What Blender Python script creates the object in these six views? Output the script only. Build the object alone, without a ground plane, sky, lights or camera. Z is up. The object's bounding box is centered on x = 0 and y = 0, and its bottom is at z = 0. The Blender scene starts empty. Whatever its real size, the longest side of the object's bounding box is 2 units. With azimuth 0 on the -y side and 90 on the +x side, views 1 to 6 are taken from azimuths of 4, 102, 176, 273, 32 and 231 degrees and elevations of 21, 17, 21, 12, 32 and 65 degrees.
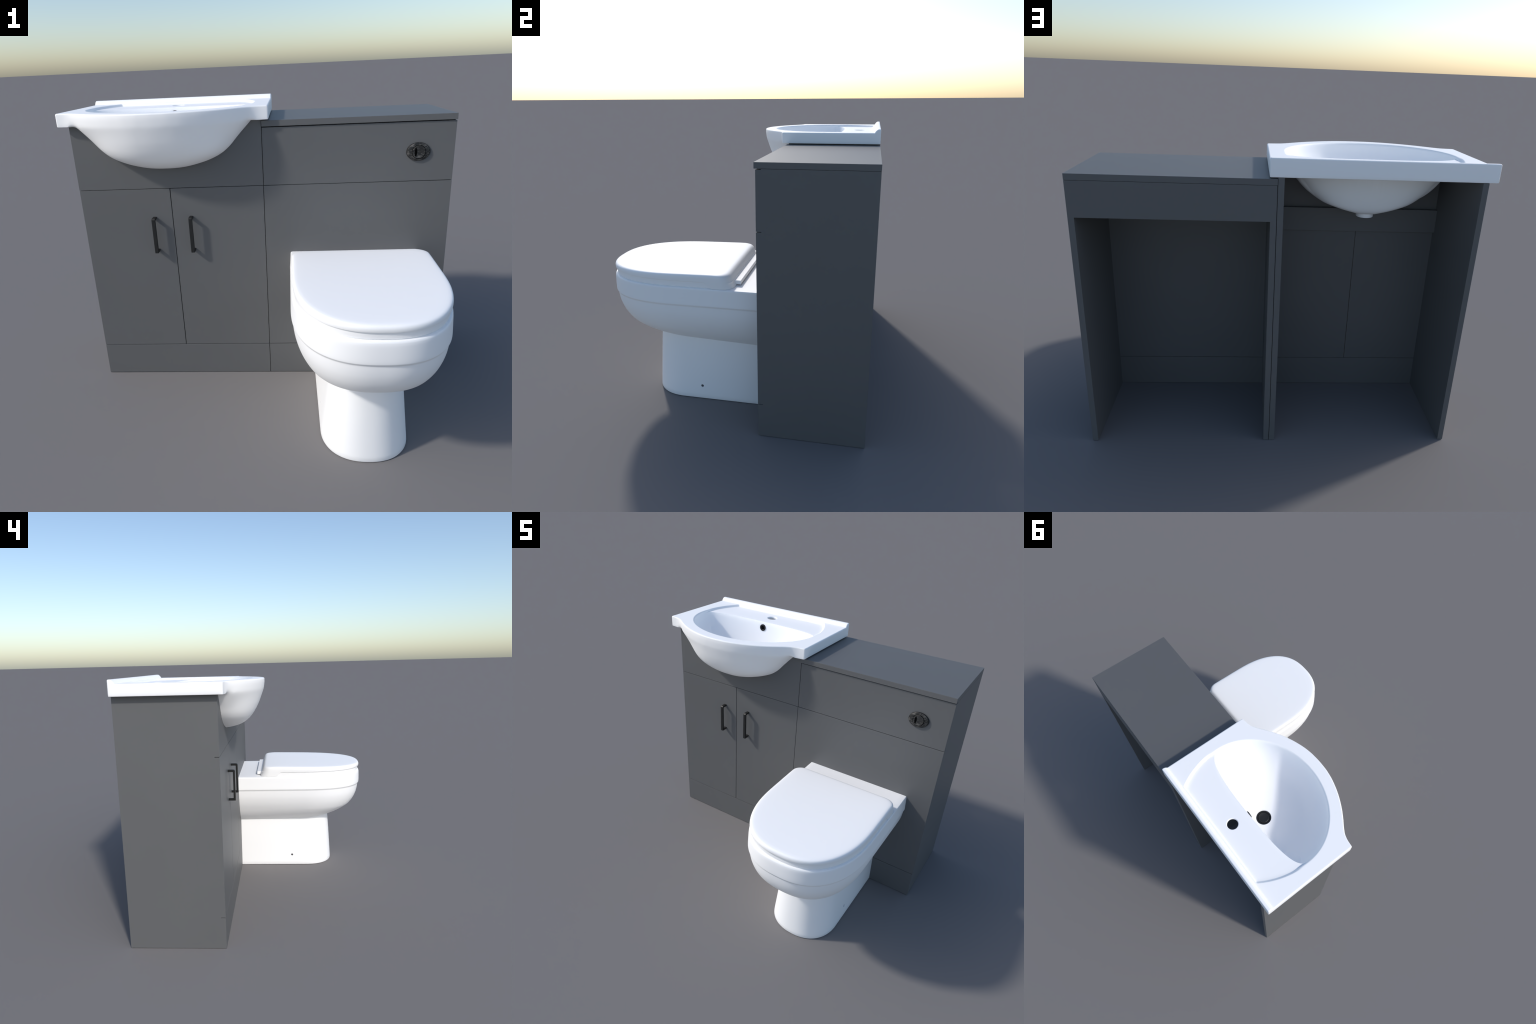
"""Bathroom furniture run: vanity unit with semi-recessed basin, cistern unit, back-to-wall toilet."""
import bpy, bmesh, math
import numpy as np
from mathutils import Vector

# ------------------------------------------------------------------ helpers
def pchip(xs, ys, flat_start=False):
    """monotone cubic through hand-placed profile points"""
    xs = np.array(xs, float); ys = np.array(ys, float)
    o = np.argsort(xs); xs = xs[o]; ys = ys[o]
    h = np.diff(xs); d = np.diff(ys) / h
    m = np.zeros_like(xs)
    for i in range(1, len(xs) - 1):
        if d[i-1] * d[i] > 0:
            w1 = 2*h[i] + h[i-1]; w2 = h[i] + 2*h[i-1]
            m[i] = (w1 + w2) / (w1/d[i-1] + w2/d[i])
    m[0] = 0 if flat_start else d[0]; m[-1] = d[-1]
    def f(x):
        x = np.clip(np.asarray(x, float), xs[0], xs[-1])
        i = np.clip(np.searchsorted(xs, x) - 1, 0, len(h) - 1)
        t = (x - xs[i]) / h[i]
        return ((1+2*t)*(1-t)**2*ys[i] + t*(1-t)**2*h[i]*m[i]
                + t*t*(3-2*t)*ys[i+1] + t*t*(t-1)*h[i]*m[i+1])
    return f

def smoothstep(a, b, x):
    t = np.clip((np.asarray(x, float) - a) / (b - a), 0, 1)
    return t*t*(3 - 2*t)

def finish(name, bm, mat, parent=None, angle=35, smooth=True):
    bmesh.ops.recalc_face_normals(bm, faces=bm.faces)
    if smooth:
        lim = math.radians(angle)
        for f in bm.faces: f.smooth = True
        for e in bm.edges:
            e.smooth = not (len(e.link_faces) == 2 and e.calc_face_angle(0) > lim)
    me = bpy.data.meshes.new(name); bm.to_mesh(me); bm.free()
    me.materials.append(mat)
    ob = bpy.data.objects.new(name, me)
    bpy.context.scene.collection.objects.link(ob)
    if parent is not None: ob.parent = parent
    return ob

def empty(name, loc, label, category):
    ob = bpy.data.objects.new(name, None)
    ob.location = (0, 0, 0)
    ob.empty_display_size = 0.1
    bpy.context.scene.collection.objects.link(ob)
    ob["label"] = label; ob["category"] = category
    return ob

def box_bm(x0, x1, y0, y1, z0, z1, bevel=0.0, edge_filter=None, seg=2):
    bm = bmesh.new()
    vs = [bm.verts.new((x, y, z)) for x in (x0, x1) for y in (y0, y1) for z in (z0, z1)]
    for q in ((0,1,3,2),(4,6,7,5),(0,4,5,1),(2,3,7,6),(0,2,6,4),(1,5,7,3)):
        bm.faces.new([vs[i] for i in q])
    bmesh.ops.recalc_face_normals(bm, faces=bm.faces)
    if bevel:
        es = [e for e in bm.edges if edge_filter is None or edge_filter(e)]
        bmesh.ops.bevel(bm, geom=es, offset=bevel, segments=seg, affect='EDGES', profile=0.5)
    return bm

def box(name, x0, x1, y0, y1, z0, z1, mat, parent, bevel=0.0, edge_filter=None, seg=2):
    return finish(name, box_bm(x0, x1, y0, y1, z0, z1, bevel, edge_filter, seg), mat, parent, 30, smooth=False)

def loft(rings, cap_start=True, cap_end=True):
    """closed surface through rings of equal vertex count"""
    bm = bmesh.new(); prev = None; first = None
    for r in rings:
        cur = [bm.verts.new(tuple(map(float, p))) for p in r]
        if prev:
            n = len(cur)
            for i in range(n):
                j = (i + 1) % n
                bm.faces.new((prev[i], prev[j], cur[j], cur[i]))
        else: first = cur
        prev = cur
    def cap(ring):
        c = bm.verts.new(sum((v.co for v in ring), Vector()) / len(ring))
        for i in range(len(ring)): bm.faces.new((ring[i], ring[(i+1) % len(ring)], c))
    if cap_start: cap(first)
    if cap_end: cap(prev)
    return bm

def turned(profile, centre, axis='z', n=64, sx=1.0, sy=1.0):
    """solid of revolution; profile = (radius, height) from base to tip"""
    rings = []
    for r, h in profile:
        a = np.linspace(0, 2*math.pi, n, endpoint=False)
        u, v = r*np.cos(a)*sx, r*np.sin(a)*sy
        if axis == 'z': pts = np.stack([centre[0]+u, centre[1]+v, centre[2]+h+0*u], 1)
        elif axis == 'y': pts = np.stack([centre[0]+u, centre[1]+h+0*u, centre[2]+v], 1)
        else: pts = np.stack([centre[0]+h+0*u, centre[1]+u, centre[2]+v], 1)
        rings.append(pts)
    return loft(rings)

def boolean(ob, cutter_bm, op='DIFFERENCE'):
    me = bpy.data.meshes.new("cutter"); bmesh.ops.recalc_face_normals(cutter_bm, faces=cutter_bm.faces)
    cutter_bm.to_mesh(me); cutter_bm.free()
    c = bpy.data.objects.new("cutter", me); bpy.context.scene.collection.objects.link(c)
    m = ob.modifiers.new("cut", 'BOOLEAN'); m.operation = op; m.object = c; m.solver = 'EXACT'
    dg = bpy.context.evaluated_depsgraph_get()
    new = bpy.data.meshes.new_from_object(ob.evaluated_get(dg))
    old = ob.data; ob.modifiers.clear(); ob.data = new; new.name = old.name
    bpy.data.meshes.remove(old); bpy.data.objects.remove(c); bpy.data.meshes.remove(me)
    b = bmesh.new(); b.from_mesh(ob.data)
    for f in b.faces: f.smooth = True
    for e in b.edges:
        e.smooth = not (len(e.link_faces) == 2 and e.calc_face_angle(0) > math.radians(35))
    b.to_mesh(ob.data); b.free()

# ------------------------------------------------------------------ materials
def material(name, colour, rough, spec=0.5, metallic=0.0, coat=0.0, var=0.0, scale=8.0, rough_var=0.0, ior=1.5):
    m = bpy.data.materials.new(name); m.use_nodes = True
    nt = m.node_tree; b = nt.nodes["Principled BSDF"]
    b.inputs["Roughness"].default_value = rough
    b.inputs["Metallic"].default_value = metallic
    b.inputs["IOR"].default_value = ior
    b.inputs["Specular IOR Level"].default_value = spec
    b.inputs["Coat Weight"].default_value = coat
    b.inputs["Coat Roughness"].default_value = 0.08
    tc = nt.nodes.new("ShaderNodeTexCoord")
    no = nt.nodes.new("ShaderNodeTexNoise"); no.inputs["Scale"].default_value = scale
    no.inputs["Detail"].default_value = 4
    nt.links.new(tc.outputs["Object"], no.inputs["Vector"])
    cr = nt.nodes.new("ShaderNodeValToRGB")
    cr.color_ramp.elements[0].position = 0.3; cr.color_ramp.elements[1].position = 0.7
    cr.color_ramp.elements[0].color = tuple(c*(1-var) for c in colour) + (1,)
    cr.color_ramp.elements[1].color = tuple(min(1, c*(1+var)) for c in colour) + (1,)
    nt.links.new(no.outputs["Fac"], cr.inputs["Fac"])
    nt.links.new(cr.outputs["Color"], b.inputs["Base Color"])
    if rough_var:
        mr = nt.nodes.new("ShaderNodeMapRange")
        mr.inputs["To Min"].default_value = rough - rough_var
        mr.inputs["To Max"].default_value = rough + rough_var
        nt.links.new(no.outputs["Fac"], mr.inputs["Value"])
        nt.links.new(mr.outputs["Result"], b.inputs["Roughness"])
    return m

def painted_chrome_material():
    """flush plate chrome, its streaky reflections painted into the base colour as noise"""
    m = bpy.data.materials.new("chrome_painted_reflections"); m.use_nodes = True
    nt = m.node_tree; b = nt.nodes["Principled BSDF"]
    tc = nt.nodes.new("ShaderNodeTexCoord")
    mp = nt.nodes.new("ShaderNodeMapping"); mp.inputs["Rotation"].default_value = (0, 0.35, 0)
    mp.inputs["Scale"].default_value = (34, 30, 80)
    no = nt.nodes.new("ShaderNodeTexNoise"); no.inputs["Scale"].default_value = 1.0
    no.inputs["Detail"].default_value = 5; no.inputs["Distortion"].default_value = 1.6
    cr = nt.nodes.new("ShaderNodeValToRGB")
    e = cr.color_ramp.elements
    e[0].position = 0.38; e[0].color = (0.005, 0.005, 0.005, 1)
    e[1].position = 0.70; e[1].color = (0.120, 0.113, 0.104, 1)
    n = e.new(0.53); n.color = (0.018, 0.018, 0.017, 1)
    nt.links.new(tc.outputs["Object"], mp.inputs["Vector"])
    nt.links.new(mp.outputs["Vector"], no.inputs["Vector"])
    nt.links.new(no.outputs["Fac"], cr.inputs["Fac"])
    nt.links.new(cr.outputs["Color"], b.inputs["Base Color"])
    b.inputs["Roughness"].default_value = 0.5
    return m

GREY = material("grey_laminate", (0.122, 0.124, 0.126), 0.5, var=0.015, scale=3.0, rough_var=0.02)
WHITE = material("white_ceramic", (1.0, 1.0, 1.0), 0.5, var=0.002, scale=5.0)
PLASTIC = material("white_seat_plastic", (1.0, 1.0, 1.0), 0.5, var=0.002, scale=5.0)
BLACK = material("black_handle_metal", (0.0075, 0.0078, 0.0078), 0.5, var=0.08, scale=40.0)
DARK = material("black_plug_metal", (0.007, 0.007, 0.0075), 0.5, var=0.05, scale=40.0)
VOID = material("matt_near_black", (0.003, 0.003, 0.003), 0.9, spec=0.05, var=0.05, scale=40.0)  # near-black matt colour of the overflow opening, button groove and slot
HOLE_GREY = material("dark_grey_disc", (.10, .10, .105), .5, var=.1, scale=60)
PAINTED_CHROME = painted_chrome_material()

# ------------------------------------------------------------------ cabinet dimensions
FRONT, FT, BACK = 0.1988, 0.0272, 0.7690       # front face, front-panel thickness, rear edge
INNER = FRONT + FT
GAP = 0.0030
KICK, RAIL = 0.1925, 1.1425                    # heights of the two horizontal front joints
TOP_V, TOP_C = 1.4795, 1.4425                  # tops of the two carcasses
PANEL = 0.0290
VX0, VX1 = -0.9542, 0.0352                     # vanity unit
CX0, CX1 = 0.0380, 0.9998                      # cistern unit
front_edges = lambda e: all(abs(v.co.y - FRONT) < 1e-6 for v in e.verts)

vanity = empty("vanity_unit", (0, 0, 0), "grey two door vanity unit with white semi-recessed basin", "vanity unit")
cistern = empty("cistern_unit", (0, 0, 0), "grey toilet cistern unit with oval flush button", "cabinet")
toilet = empty("toilet", (0, 0, 0), "white back-to-wall toilet with closed D-shaped lid", "toilet")

# ------------------------------------------------------------------ basin
BX = -0.4627; BHALF = 0.5375; BBACK = 0.7690; BCORNER = 0.1625
ZB, ZDECK, ZSHELF = 1.4805, 1.5480, 1.5340
DRAIN = np.array([BX, 0.4025]); ZDRAIN = 1.257
# front outline of the basin: (distance from centre line, y), ogee from bulge to square corner
OGEE = pchip([0, .06, .12, .20, .26, .33, .385, .425, .46, .49, BHALF],
             [-.0380, -.0355, -.0265, -.0030, .0220, .0600, .0970, .1265, .1470, .1560, BCORNER], True)

def outline_points():
    """closed dense plan outline of the basin slab, rounded corners"""
    r = 0.008; pts = []
    for t in np.linspace(-1, 1, 241):
        x = t*(BHALF - r); pts.append((x, float(OGEE(abs(x)))))
    def arc(cx, cy, a0, a1):
        for a in np.linspace(a0, a1, 9): pts.append((cx + r*math.cos(a), cy + r*math.sin(a)))
    fy = float(OGEE(BHALF - r))
    arc(BHALF - r, fy + r, -math.pi/2, 0)
    pts += [(BHALF, y) for y in np.linspace(fy + r + .01, .70, 56)] + [(BHALF, y) for y in np.linspace(.702, BBACK - .0065, 40)]
    rb = 0.005
    r = rb
    arc(BHALF - r, BBACK - r, 0, math.pi/2)
    pts += [(x, BBACK) for x in np.linspace(BHALF - r - .01, -BHALF + r + .01, 120)]
    arc(-BHALF + r, BBACK - r, math.pi/2, math.pi)
    pts += [(-BHALF, y) for y in np.linspace(BBACK - .0065, .702, 40)] + [(-BHALF, y) for y in np.linspace(.70, fy + .018, 56)]
    r = 0.008
    arc(-BHALF + r, fy + r, math.pi, 1.5*math.pi)
    P = np.array(pts); P[:, 0] += BX
    return P

OUT = outline_points()
REL = OUT - DRAIN
TH = np.arctan2(REL[:, 1], REL[:, 0]); R_OUT = np.hypot(REL[:, 0], REL[:, 1])
o = np.argsort(TH); TH = TH[o]; R_OUT = R_OUT[o]
DIR = np.stack([np.cos(TH), np.sin(TH)], 1)

def radial(poly):
    """distance from the drain centre to a star-shaped closed polygon along every direction TH"""
    rel = poly - DRAIN
    a = np.arctan2(rel[:, 1], rel[:, 0]); r = np.hypot(rel[:, 0], rel[:, 1])
    k = np.argsort(a); a = a[k]; r = r[k]
    a = np.concatenate([a[-3:] - 2*math.pi, a, a[:3] + 2*math.pi]); r = np.concatenate([r[-3:], r, r[:3]])
    return np.interp(TH, a, r)

def oval(cy, a, bf, bb, n=2.0, ymax=None, m=1600, nb=None):
    t = np.linspace(0, 2*math.pi, m, endpoint=False)
    c, s = np.cos(t), np.sin(t)
    ex = np.where(s > 0, 2/(nb or n), 2/n)
    x = a*np.sign(c)*np.abs(c)**ex
    y = np.where(s > 0, bb, bf)*np.sign(s)*np.abs(s)**ex + cy
    if ymax is not None: y = np.minimum(y, ymax)
    return np.stack([x + BX, y], 1)

R_REC = radial(oval(0.42, 0.462, 0.394, 0.51, ymax=0.726))           # edge of the shallow recess
R_BOWL = radial(oval(0.415, 0.444, 0.374, 0.101, nb=2.7))            # edge of the bowl proper
R_BOWL = np.minimum(R_BOWL, R_REC - 0.017)
def under_points():
    """plan of the bowl where it leaves the slab: follows the bulge, then tucks in under the corners"""
    fx = pchip([0, .10, .20, .30, .36, .40, .425, .445, .456, .4585],
               [float(OGEE(q)) + .008 for q in (0, .10, .20, .30, .36)] + [.1175, .1480, .1900, .2450, .2800], True)
    half = [(x, float(fx(x))) for x in np.linspace(0, .4585, 200)]
    for a in np.linspace(0, math.pi/2, 100)[1:]:
        half.append((.4585*math.cos(a)**(2/4), .28 + .240*math.sin(a)**(2/4)))
    left = [(-x, y) for x, y in reversed(half) if x > 1e-6]
    P = np.array(half + left); P[:, 0] += BX
    return P
R_UNDER = radial(under_points())
R_UNDER = np.minimum(R_UNDER, R_OUT - 0.008)
# outer bowl by level: half width, foremost and rearmost y against height
ZTOP, ZBOT = ZB - .004, 1.230
O_HALF = pchip([1.230, 1.238, 1.246, 1.260, 1.286, 1.328, 1.355, 1.403, 1.430, 1.452, ZTOP],
               [.060, .083, .115, .166, .243, .313, .345, .389, .4145, .4360, .4585])
O_FRONT = pchip([1.230, 1.236, 1.248, 1.259, 1.277, 1.322, 1.395, 1.458, ZTOP],
                [.340, .285, .204, .143, .096, .044, .0008, -.0235, -.0300])
O_REAR = pchip([1.230, 1.238, 1.256, 1.290, 1.340, 1.410, ZTOP], [.457, .471, .487, .501, .511, .517, .520])
def outer_oval(z):
    f, r, h = float(O_FRONT(z)), float(O_REAR(z)), float(O_HALF(z))
    cy = .28 + .12*float(smoothstep(1.33, 1.232, z))
    return radial(oval(cy, h, cy - f, r - cy, n=2.45, nb=4.0))
OVAL_TOP = outer_oval(ZTOP)
LEVELS = ZBOT + (ZTOP - ZBOT)*np.linspace(0, 1, 46)**1.7
LEVEL_R = [outer_oval(z)*(1 + (R_UNDER/OVAL_TOP - 1)*float(smoothstep(1.30, ZTOP, z))) for z in LEVELS]
def bowl_section(y0):
    """half width of the outer bowl at every level on the plane y = y0"""
    out = []
    for z, R in zip(LEVELS, LEVEL_R):
        P = DRAIN + DIR*R[:, None]
        sel = (P[:, 0] > BX)
        k = np.nonzero(np.diff(np.sign(P[:, 1] - y0))*sel[:-1])[0]
        if len(k):
            i = k[-1]; t = (y0 - P[i, 1])/(P[i+1, 1] - P[i, 1])
            out.append((float(P[i, 0] + t*(P[i+1, 0] - P[i, 0]) - BX), float(z)))
    return out

RIDGE = pchip([.70, .7265, .733, .745, .753, .762, .80], [1.50, 1.534, 1.551, 1.5655, 1.5700, 1.5705, 1.5705])
def top_z(x, y, R, rrec):
    deck = ZSHELF + (ZDECK - ZSHELF)*smoothstep(-.017, .0, R - rrec)
    z = np.where(y > .726, np.maximum(deck, RIDGE(y)), deck)
    return z

def ring(R, z):
    P = DRAIN + DIR*R[:, None]
    return np.column_stack([P, z if np.ndim(z) else np.full(len(P), z)])

rings = []
# underside and outer wall, from the drain upwards
rings.append(ring(LEVEL_R[0]*.5, ZBOT - .001))
for z, R in zip(LEVELS, LEVEL_R):
    rings.append(ring(R, z))
g = R_OUT - R_UNDER
q = smoothstep(.012, .05, g)                    # 1 under the square corners and sides, 0 on the bulge
for off, dz, f_off in ((.006, .003, .0010), (.016, .0040, .0020)):
    rings.append(ring(R_UNDER + q*np.minimum(g*.4, off) + (1 - q)*f_off, ZB - .004 + q*dz + (1 - q)*(f_off/.008)*.02))
for f, k in ((.0003, .004), (.0016, .0012), (.005, 0), (.02, 0), (.04, 0)):
    h = .012 + f*.9
    bulge = .008*(1 - min(1, h/.05))**2
    rings.append(ring(R_OUT - q*k - (1 - q)*bulge, ZB - .004 + q*(f + .004) + (1 - q)*h))
# melt the bowl into the front of the slab (no edge on the bulge)
k0 = len(rings) - 16
A = np.array(rings[k0:])
for it in range(8):
    B = A.copy()
    B[1:-1] = .25*A[:-2] + .5*A[1:-1] + .25*A[2:]
    A += (B - A)*(1 - q)[None, :, None]
rings[k0:] = list(A)
# rounded top edge, deck, ridge, recess
def topring(R):
    P = DRAIN + DIR*R[:, None]
    return P, top_z(P[:, 0], P[:, 1], R, R_REC)
er = .0075
for a in np.linspace(0, math.pi/2, 6):
    Ri = R_OUT - er*(1 - math.cos(a))
    P, z = topring(R_OUT - er)
    rings.append(ring(Ri, z - er*(1 - math.sin(a))))
span = (R_OUT - er) - R_REC
for f in np.linspace(0, 1, 90)[1:]:
    R = R_OUT - er - span*f
    P, z = topring(R); rings.append(ring(R, z))
gap = (R_REC - .017) - R_BOWL
shelf = smoothstep(.0, .11, gap)              # 1 where the shelf lies between recess edge and bowl
for f in np.linspace(0, 1, 12)[1:]:
    R = R_REC - .017*f
    P, z = topring(R)
    roll = ZDECK - (ZDECK - ZSHELF)*(1 - math.sqrt(max(0, 1 - max(0, (f - .35)/.65)**2)))
    rings.append(ring(R, shelf*z + (1 - shelf)*roll))
for f in np.linspace(0, 1, 14)[1:]:
    R = R_REC - .017 - gap*f
    rings.append(ring(R, ZSHELF - .0015*smoothstep(.85, 1, f)*shelf))
# inside of the bowl
RD = 0.0500
I_HALF = pchip([1.257, 1.265, 1.282, 1.313, 1.352, 1.404, 1.459, 1.505, 1.534], [.050, .122, .198, .276, .333, .381, .4170, .4365, .4440])
I_FRONT = pchip([1.257, 1.261, 1.271, 1.293, 1.326, 1.379, 1.442, 1.500, 1.534], [.3525, .298, .246, .185, .132, .087, .056, .043, .041])
I_REAR = pchip([1.257, 1.262, 1.280, 1.320, 1.400, 1.480, 1.525, 1.534], [.4525, .461, .475, .490, .501, .508, .5125, .516])
def inner_oval(z):
    f, r, h = float(I_FRONT(z)), float(I_REAR(z)), float(I_HALF(z))
    k = float(smoothstep(1.257, 1.33, z))
    cy = .4025 + .0125*k
    return radial(oval(cy, h, cy - f, r - cy, n=2.0, nb=2.0 + 0.7*k))
I_TOP = inner_oval(ZSHELF)
for t in np.linspace(1, 0, 44)[1:]:
    z = ZDRAIN + (ZSHELF - ZDRAIN)*t**1.6
    R = inner_oval(z)*(1 + (R_BOWL/I_TOP - 1)*float(smoothstep(1.36, ZSHELF, z)))
    rings.append(ring(np.maximum(R, RD), z - .0015*shelf*float(smoothstep(1.40, ZSHELF, z))))
rings.append(ring(RD*.985 + 0*TH, ZDRAIN - .004))
rings.append(ring(RD*.98 + 0*TH, ZDRAIN - .014))
basin = finish("basin", loft(rings), WHITE, vanity, 40)

# tap hole through the slab, the overflow's dark opening is a black disc on the back wall
boolean(basin, turned([(.060, 1.40), (.060, 1.5210)], (BX, .6262, 0), 'z', 48))
boolean(basin, turned([(.0335, 1.40), (.0335, 1.5295), (.0350, 1.5320), (.0385, 1.5360)], (BX, .6262, 0), 'z', 48))

# waste outlet under the bowl
finish("waste_outlet", turned([(.0455, 1.2065), (.0465, 1.208), (.0465, 1.236)], (BX, .4025, 0), 'z', 48), WHITE, basin)
# plug: flange ring and raised disc
finish("drain_plug", turned([(.0492, -.010), (.0492, .0015), (.0480, .0032), (.0390, .0034), (.0370, .0010),
                             (.0350, .0008), (.0340, .0050), (.0315, .0062), (.0300, .0055)], (BX, .4025, ZDRAIN - .011), 'z', 64), DARK, basin)
# overflow ring set in the back wall
OVY = 0.5090
ovr = turned([(.0232, .010), (.0232, -.0035), (.0216, -.0055), (.0150, -.0055), (.0128, -.003), (.0128, .009)],
             (BX, OVY, 1.4925), 'y', 48)
finish("overflow_ring", ovr, DARK, basin)
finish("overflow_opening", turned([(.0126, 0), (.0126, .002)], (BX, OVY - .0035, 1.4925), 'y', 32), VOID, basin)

# ------------------------------------------------------------------ vanity carcass
box("side_panel", VX0, VX0 + .0282, INNER, BACK, 0, TOP_V, GREY, vanity)
box("side_panel", VX1 - PANEL, VX1, INNER, BACK, 0, TOP_V, GREY, vanity)
VM = -0.4618
for x0, x1 in ((VX0, VM - .0019), (VM + .0019, VX1)):
    d = box("door", x0, x1, FRONT, INNER, KICK + GAP, RAIL - GAP/2, GREY, vanity, .0009, front_edges)
    hx = -0.5605 if x1 < -0.4 else -0.3600
    # D handle: square bar bent twice, built as a swept frame
    hw, z0, z1, y0 = .0096, .7915, .9880, .1545
    bar = .0125
    bm = bmesh.new()
    prof = [(FRONT + .001, z0), (y0, z0), (y0, z1 - .006), (y0 + .006, z1), (FRONT + .001, z1),
            (FRONT + .001, z1 - bar), (y0 + bar, z1 - bar), (y0 + bar, z0 + bar), (FRONT + .001, z0 + bar)]
    fa = [bm.verts.new((hx - hw, y, z)) for y, z in prof]
    fb = [bm.verts.new((hx + hw, y, z)) for y, z in prof]
    n = len(prof)
    quads = ((0, 1, 7, 8), (1, 2, 6, 7), (2, 3, 4, 5), (2, 5, 6))
    for q in quads:
        bm.faces.new([fa[i] for i in q]); bm.faces.new([fb[i] for i in reversed(q)])
    for i in range(n):
        bm.faces.new((fa[i], fb[i], fb[(i+1) % n], fa[(i+1) % n]))
    bmesh.ops.recalc_face_normals(bm, faces=bm.faces)
    sharp = [e for e in bm.edges if e.calc_face_angle(0) > .6]
    bmesh.ops.bevel(bm, geom=sharp, offset=.0012, segments=2, affect='EDGES')
    finish("handle", bm, BLACK, d, 30)
box("kickboard", VX0, VX1, FRONT, INNER, 0, KICK, GREY, vanity, .0009, front_edges)
box("inner_rail", VX0 + .0282, VX1 - PANEL, INNER, .2520, 1.0690, 1.2050, GREY, vanity, .0008)
# fascia under the basin, cut out to follow the bowl
bm = bmesh.new()
zc = RAIL + GAP/2
section = [(h - .001, z) for h, z in bowl_section(FRONT) if z < TOP_V - .002]
zlow = section[0][1] + .0008
curve = [(BX - h, z) for h, z in reversed(section)] + [(BX, zlow - .001)] + [(BX + h, z) for h, z in section]
top = [(VX0, TOP_V), (curve[0][0] - .002, TOP_V)] + curve + [(curve[-1][0] + .002, TOP_V), (VX1, TOP_V)]
rows = []
for y in (FRONT, INNER):
    rows.append(([bm.verts.new((x, y, z)) for x, z in top], [bm.verts.new((x, y, zc)) for x, z in top]))
(ft, fb), (bt, bb) = rows
for i in range(len(top) - 1):
    bm.faces.new((fb[i], fb[i+1], ft[i+1], ft[i])); bm.faces.new((bb[i], bt[i], bt[i+1], bb[i+1]))
    bm.faces.new((ft[i], ft[i+1], bt[i+1], bt[i])); bm.faces.new((fb[i], bb[i], bb[i+1], fb[i+1]))
bm.faces.new((fb[0], ft[0], bt[0], bb[0])); bm.faces.new((fb[-1], bb[-1], bt[-1], ft[-1]))
finish("fascia", bm, GREY, vanity, 30, smooth=False)

# ------------------------------------------------------------------ cistern unit
box("side_panel", CX0, CX0 + PANEL, INNER, BACK - .0005, 0, TOP_C, GREY, cistern)
box("side_panel", CX1 - PANEL, CX1, INNER, BACK - .0005, 0, TOP_C, GREY, cistern)
box("back_rail", CX0 + PANEL, CX1 - PANEL, .7400, BACK - .0005, 1.2690, TOP_C, GREY, cistern)
box("kickboard", CX0, CX1, FRONT, INNER, 0, KICK, GREY, cistern, .0009, front_edges)
box("front_panel", CX0, CX1, FRONT, INNER, KICK + GAP, RAIL - GAP/2, GREY, cistern, .0009, front_edges)
fascia = box("fascia", CX0, CX1, FRONT, INNER, RAIL + GAP/2, 1.4385, GREY, cistern, .0009, front_edges)
box("worktop", CX0 - .0010, CX1 + .0004, .1915, BACK, TOP_C + .0012, 1.4738, GREY, cistern, .0010)

# oval flush plate with inner round button and half-moon slot
BC = (0.8210, FRONT, 1.2925)
plate = finish("flush_plate", turned([(1.0, .001), (1.0, -.007), (.985, -.0085)], BC, 'y', 72, sx=.0588, sy=.0458), DARK, cistern, 30)
finish("plate_face", turned([(.975, -.006), (.975, -.0088), (.93, -.0105), (.62, -.0125), (.58, -.0125)],
                            BC, 'y', 72, sx=.0588, sy=.0458), PAINTED_CHROME, plate, 30)
bc2 = (BC[0] + .0002, FRONT, BC[2] - .0004)
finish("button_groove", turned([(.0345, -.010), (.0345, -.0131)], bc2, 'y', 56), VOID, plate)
finish("flush_button", turned([(.0318, -.012), (.0318, -.0145), (.0305, -.0155), (.0290, -.0150)], bc2, 'y', 56), PAINTED_CHROME, plate, 30)
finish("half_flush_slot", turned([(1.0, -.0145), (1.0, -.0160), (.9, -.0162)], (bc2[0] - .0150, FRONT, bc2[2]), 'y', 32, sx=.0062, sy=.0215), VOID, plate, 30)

# ------------------------------------------------------------------ toilet
TX = 0.5107; TBACK = FRONT + .004
def d_shape(w, yf, yc, yb, z, n=2.45, rc=0.004, wb=None, m=96):
    """D plan: superellipse nose, straight sides, (nearly) square or rounded rear corners"""
    wb = w if wb is None else wb
    b = yc - yf; pts = []
    for t in np.linspace(0, math.pi, m + 1):
        c, s = math.cos(t), math.sin(t)
        pts.append((w*math.copysign(abs(c)**(2/n), c), yc - b*abs(s)**(2/n)))
    # left side going back (t = pi end is -w)
    for f in np.linspace(0, 1, 15)[1:-1]:
        pts.append((-(w + (wb - w)*f), yc + (yb - rc - yc)*f))
    for a in np.linspace(math.pi, math.pi/2, 13):
        pts.append((-wb + rc + rc*math.cos(a), yb - rc + rc*math.sin(a)))
    for f in np.linspace(0, 1, 16)[1:-1]:
        pts.append((-(wb - rc) + 2*(wb - rc)*f, yb))
    for a in np.linspace(math.pi/2, 0, 13):
        pts.append((wb - rc + rc*math.cos(a), yb - rc + rc*math.sin(a)))
    for f in np.linspace(0, 1, 15)[1:-1]:
        pts.append(((wb + (w - wb)*f), (yb - rc) + (yc - yb + rc)*f))
    P = np.array(pts); P[:, 0] += TX
    return np.column_stack([P, np.full(len(P), z)])

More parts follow.
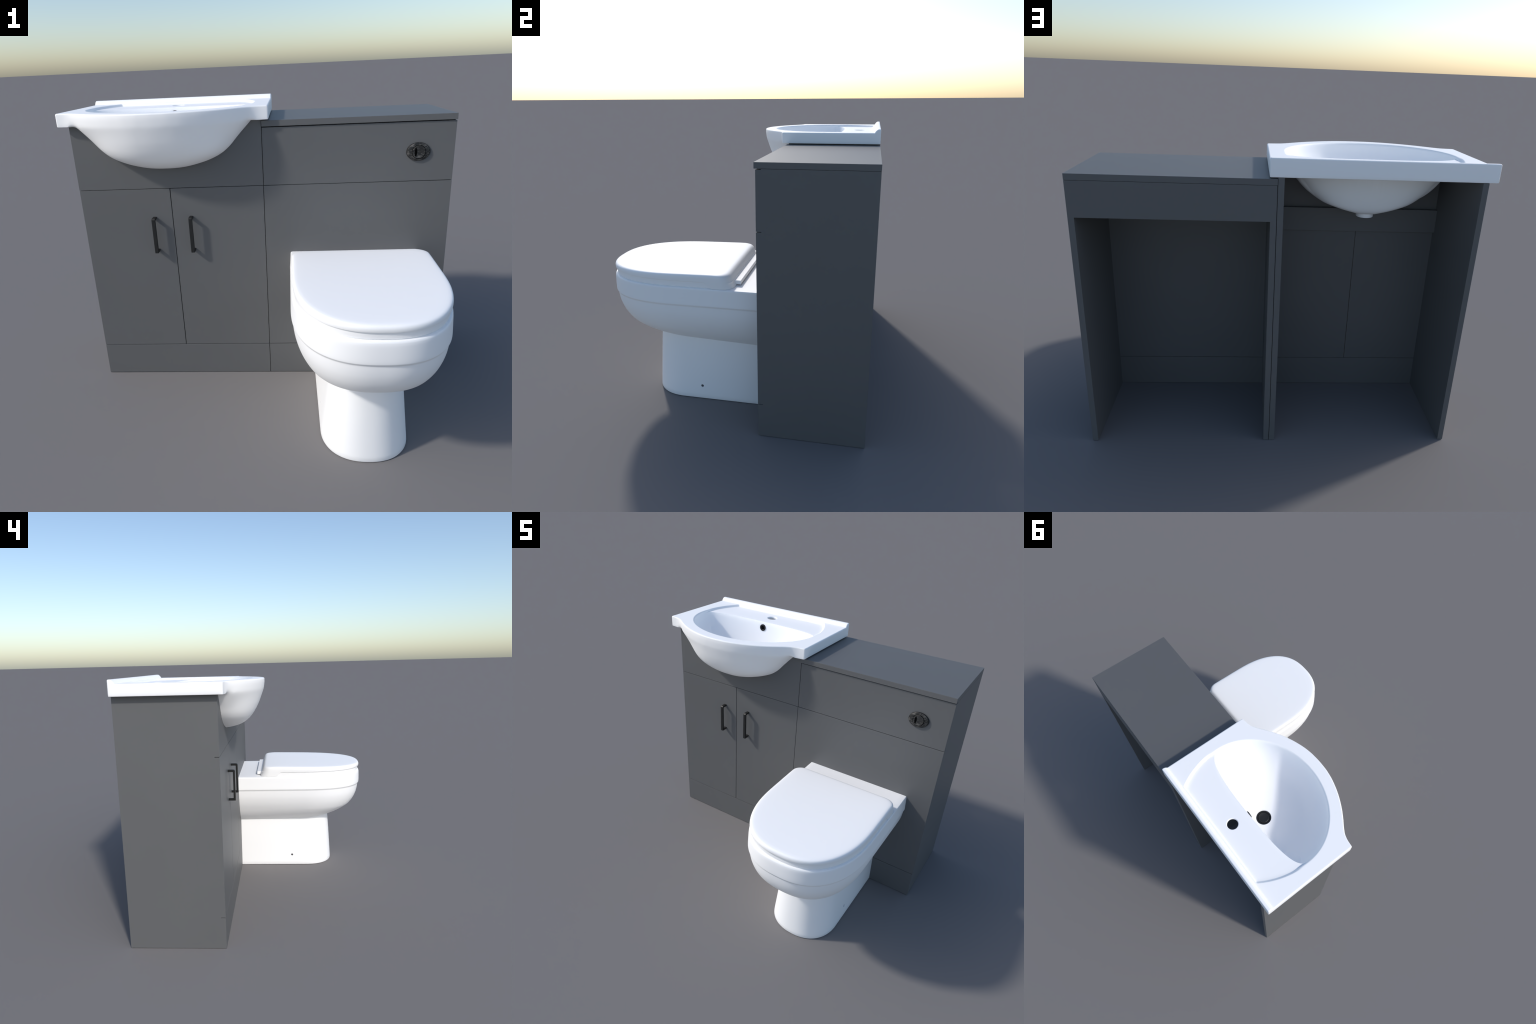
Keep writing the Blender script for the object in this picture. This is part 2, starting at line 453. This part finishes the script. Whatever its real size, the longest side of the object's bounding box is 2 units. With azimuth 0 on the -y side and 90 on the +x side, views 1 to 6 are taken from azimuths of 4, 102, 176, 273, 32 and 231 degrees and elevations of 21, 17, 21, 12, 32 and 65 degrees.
# bowl: half width and nose position against height
zs = [.345, .372, .388, .425, .457, .500, .565, .610, .645, .6585, .6665, .6720, .700, .745, .7610, .7670, .7698, .7702]
ws = [.090, .140, .172, .225, .262, .294, .3225, .3335, .3375, .3385, .3420, .3445, .3430, .3405, .3395, .3375, .3335, .3280]
ys = [-.33, -.445, -.500, -.594, -.645, -.696, -.738, -.7530, -.7590, -.7605, -.7650, -.7685, -.7700, -.7695, -.7675, -.7645, -.7600, -.7520]
fw, fy = pchip(zs, ws), pchip(zs, ys)
levels = np.unique(np.round(np.concatenate([np.linspace(.345, .655, 40), np.linspace(.6585, .673, 8), np.linspace(.68, .75, 8), np.linspace(.753, .7702, 11)]), 5))
rings = [d_shape(float(fw(z)), float(fy(z)), -.30, TBACK, z) for z in levels]
for P in rings:                                 # the belly hangs a little lower towards the wall
    low = np.clip((.50 - P[:, 2])/.12, 0, 1)
    P[:, 2] += low*np.interp(P[:, 1], [-.60, -.40, -.05, .20], [.014, .008, -.010, -.024])
rings.append(d_shape(.30, -.70, -.30, TBACK - .005, .7703))
pan = finish("toilet_bowl", loft(rings), WHITE, toilet, 38)

# pedestal
rings = []
pw = pchip([0, .004, .05, .20, .45], [.2060, .2080, .2035, .1885, .1640])
pwb = pchip([0, .004, .05, .20, .45], [.2060, .2080, .2070, .2040, .1960])
py = pchip([0, .004, .05, .20, .45], [-.5385, -.5405, -.5380, -.5290, -.5120])
for z in (0, .004, .03, .08, .14, .20, .26, .32, .38, .43):
    rings.append(d_shape(float(pw(z)), float(py(z)), -.325, TBACK, z, n=2.25, wb=float(pwb(z))))
ped = finish("pedestal", loft(rings), WHITE, toilet, 38)
for sx in (-1, 1):
    x = TX + sx*.2020
    boolean(ped, turned([(.0088, -.03), (.0088, .03)], (x, -.213, .0815), 'x', 28))
    finish("hole_grey_disc", turned([(.0086, -.003), (.0086, .003)], (x - sx*.0075, -.213, .0815), 'x', 28), HOLE_GREY, ped, 30)

# seat ring and lid
seat_rings = [d_shape(w, yf, -.30, .020, z, rc=.05) for w, yf, z in
              ((.320, -.746, .7600), (.3250, -.752, .7720), (.3285, -.7555, .7745), (.3295, -.7570, .787), (.3290, -.7565, .8060))]
finish("toilet_seat", loft(seat_rings), PLASTIC, toilet, 38)

lid_rings = []
def lid_ring(w, yf, yb, z, skirt):
    """skirt: lower edge drops to the rim behind y = -0.10"""
    P = d_shape(w, yf, -.30, yb, z, rc=.062)
    if skirt:
        t = np.clip((P[:, 1] + .128) / .032, 0, 1)
        P[:, 2] = z - skirt*t
    # the lid sinks a little towards its nose
    fall = .014*np.clip((-P[:, 1] - .10)/.66, 0, 1)**1.1
    P[:, 2] -= fall*np.clip((z - .806)/.030, 0, 1)
    return P
for w, yf, yb, z, sk in ((.300, -.735, .010, .8045, .0345), (.3285, -.7590, .0285, .8040, .0345), (.3300, -.7610, .0300, .8055, .0345),
                         (.3305, -.7620, .0260, .8120, .028), (.3308, -.7625, .0180, .820, .016), (.3308, -.7625, .0110, .8290, .004),
                         (.3302, -.7618, .0060, .8355, .0), (.3288, -.7602, .0020, .8402, .0), (.3262, -.7575, -.0020, .8435, .0),
                         (.3225, -.7535, -.0065, .8458, .0), (.3170, -.7480, -.0120, .8474, .0), (.306, -.736, -.022, .8484, .0),
                         (.285, -.712, -.045, .8490, .0), (.22, -.63, -.12, .8496, .0), (.12, -.50, -.22, .8500, .0)):
    lid_rings.append(lid_ring(w + .0040, yf - .0038, yb, z + .001, sk))
finish("toilet_lid", loft(lid_rings), PLASTIC, toilet, 38)
# hinge bar behind the lid
box("hinge_bar", TX - .2500, TX + .2500, .015, .0560, .7765, .7990, PLASTIC, toilet, .0015)
for sx in (-1, 1):
    finish("hinge_post", turned([(.012, .762), (.012, .780)], (TX + sx*.16, .035, 0), 'z', 24), PLASTIC, toilet)
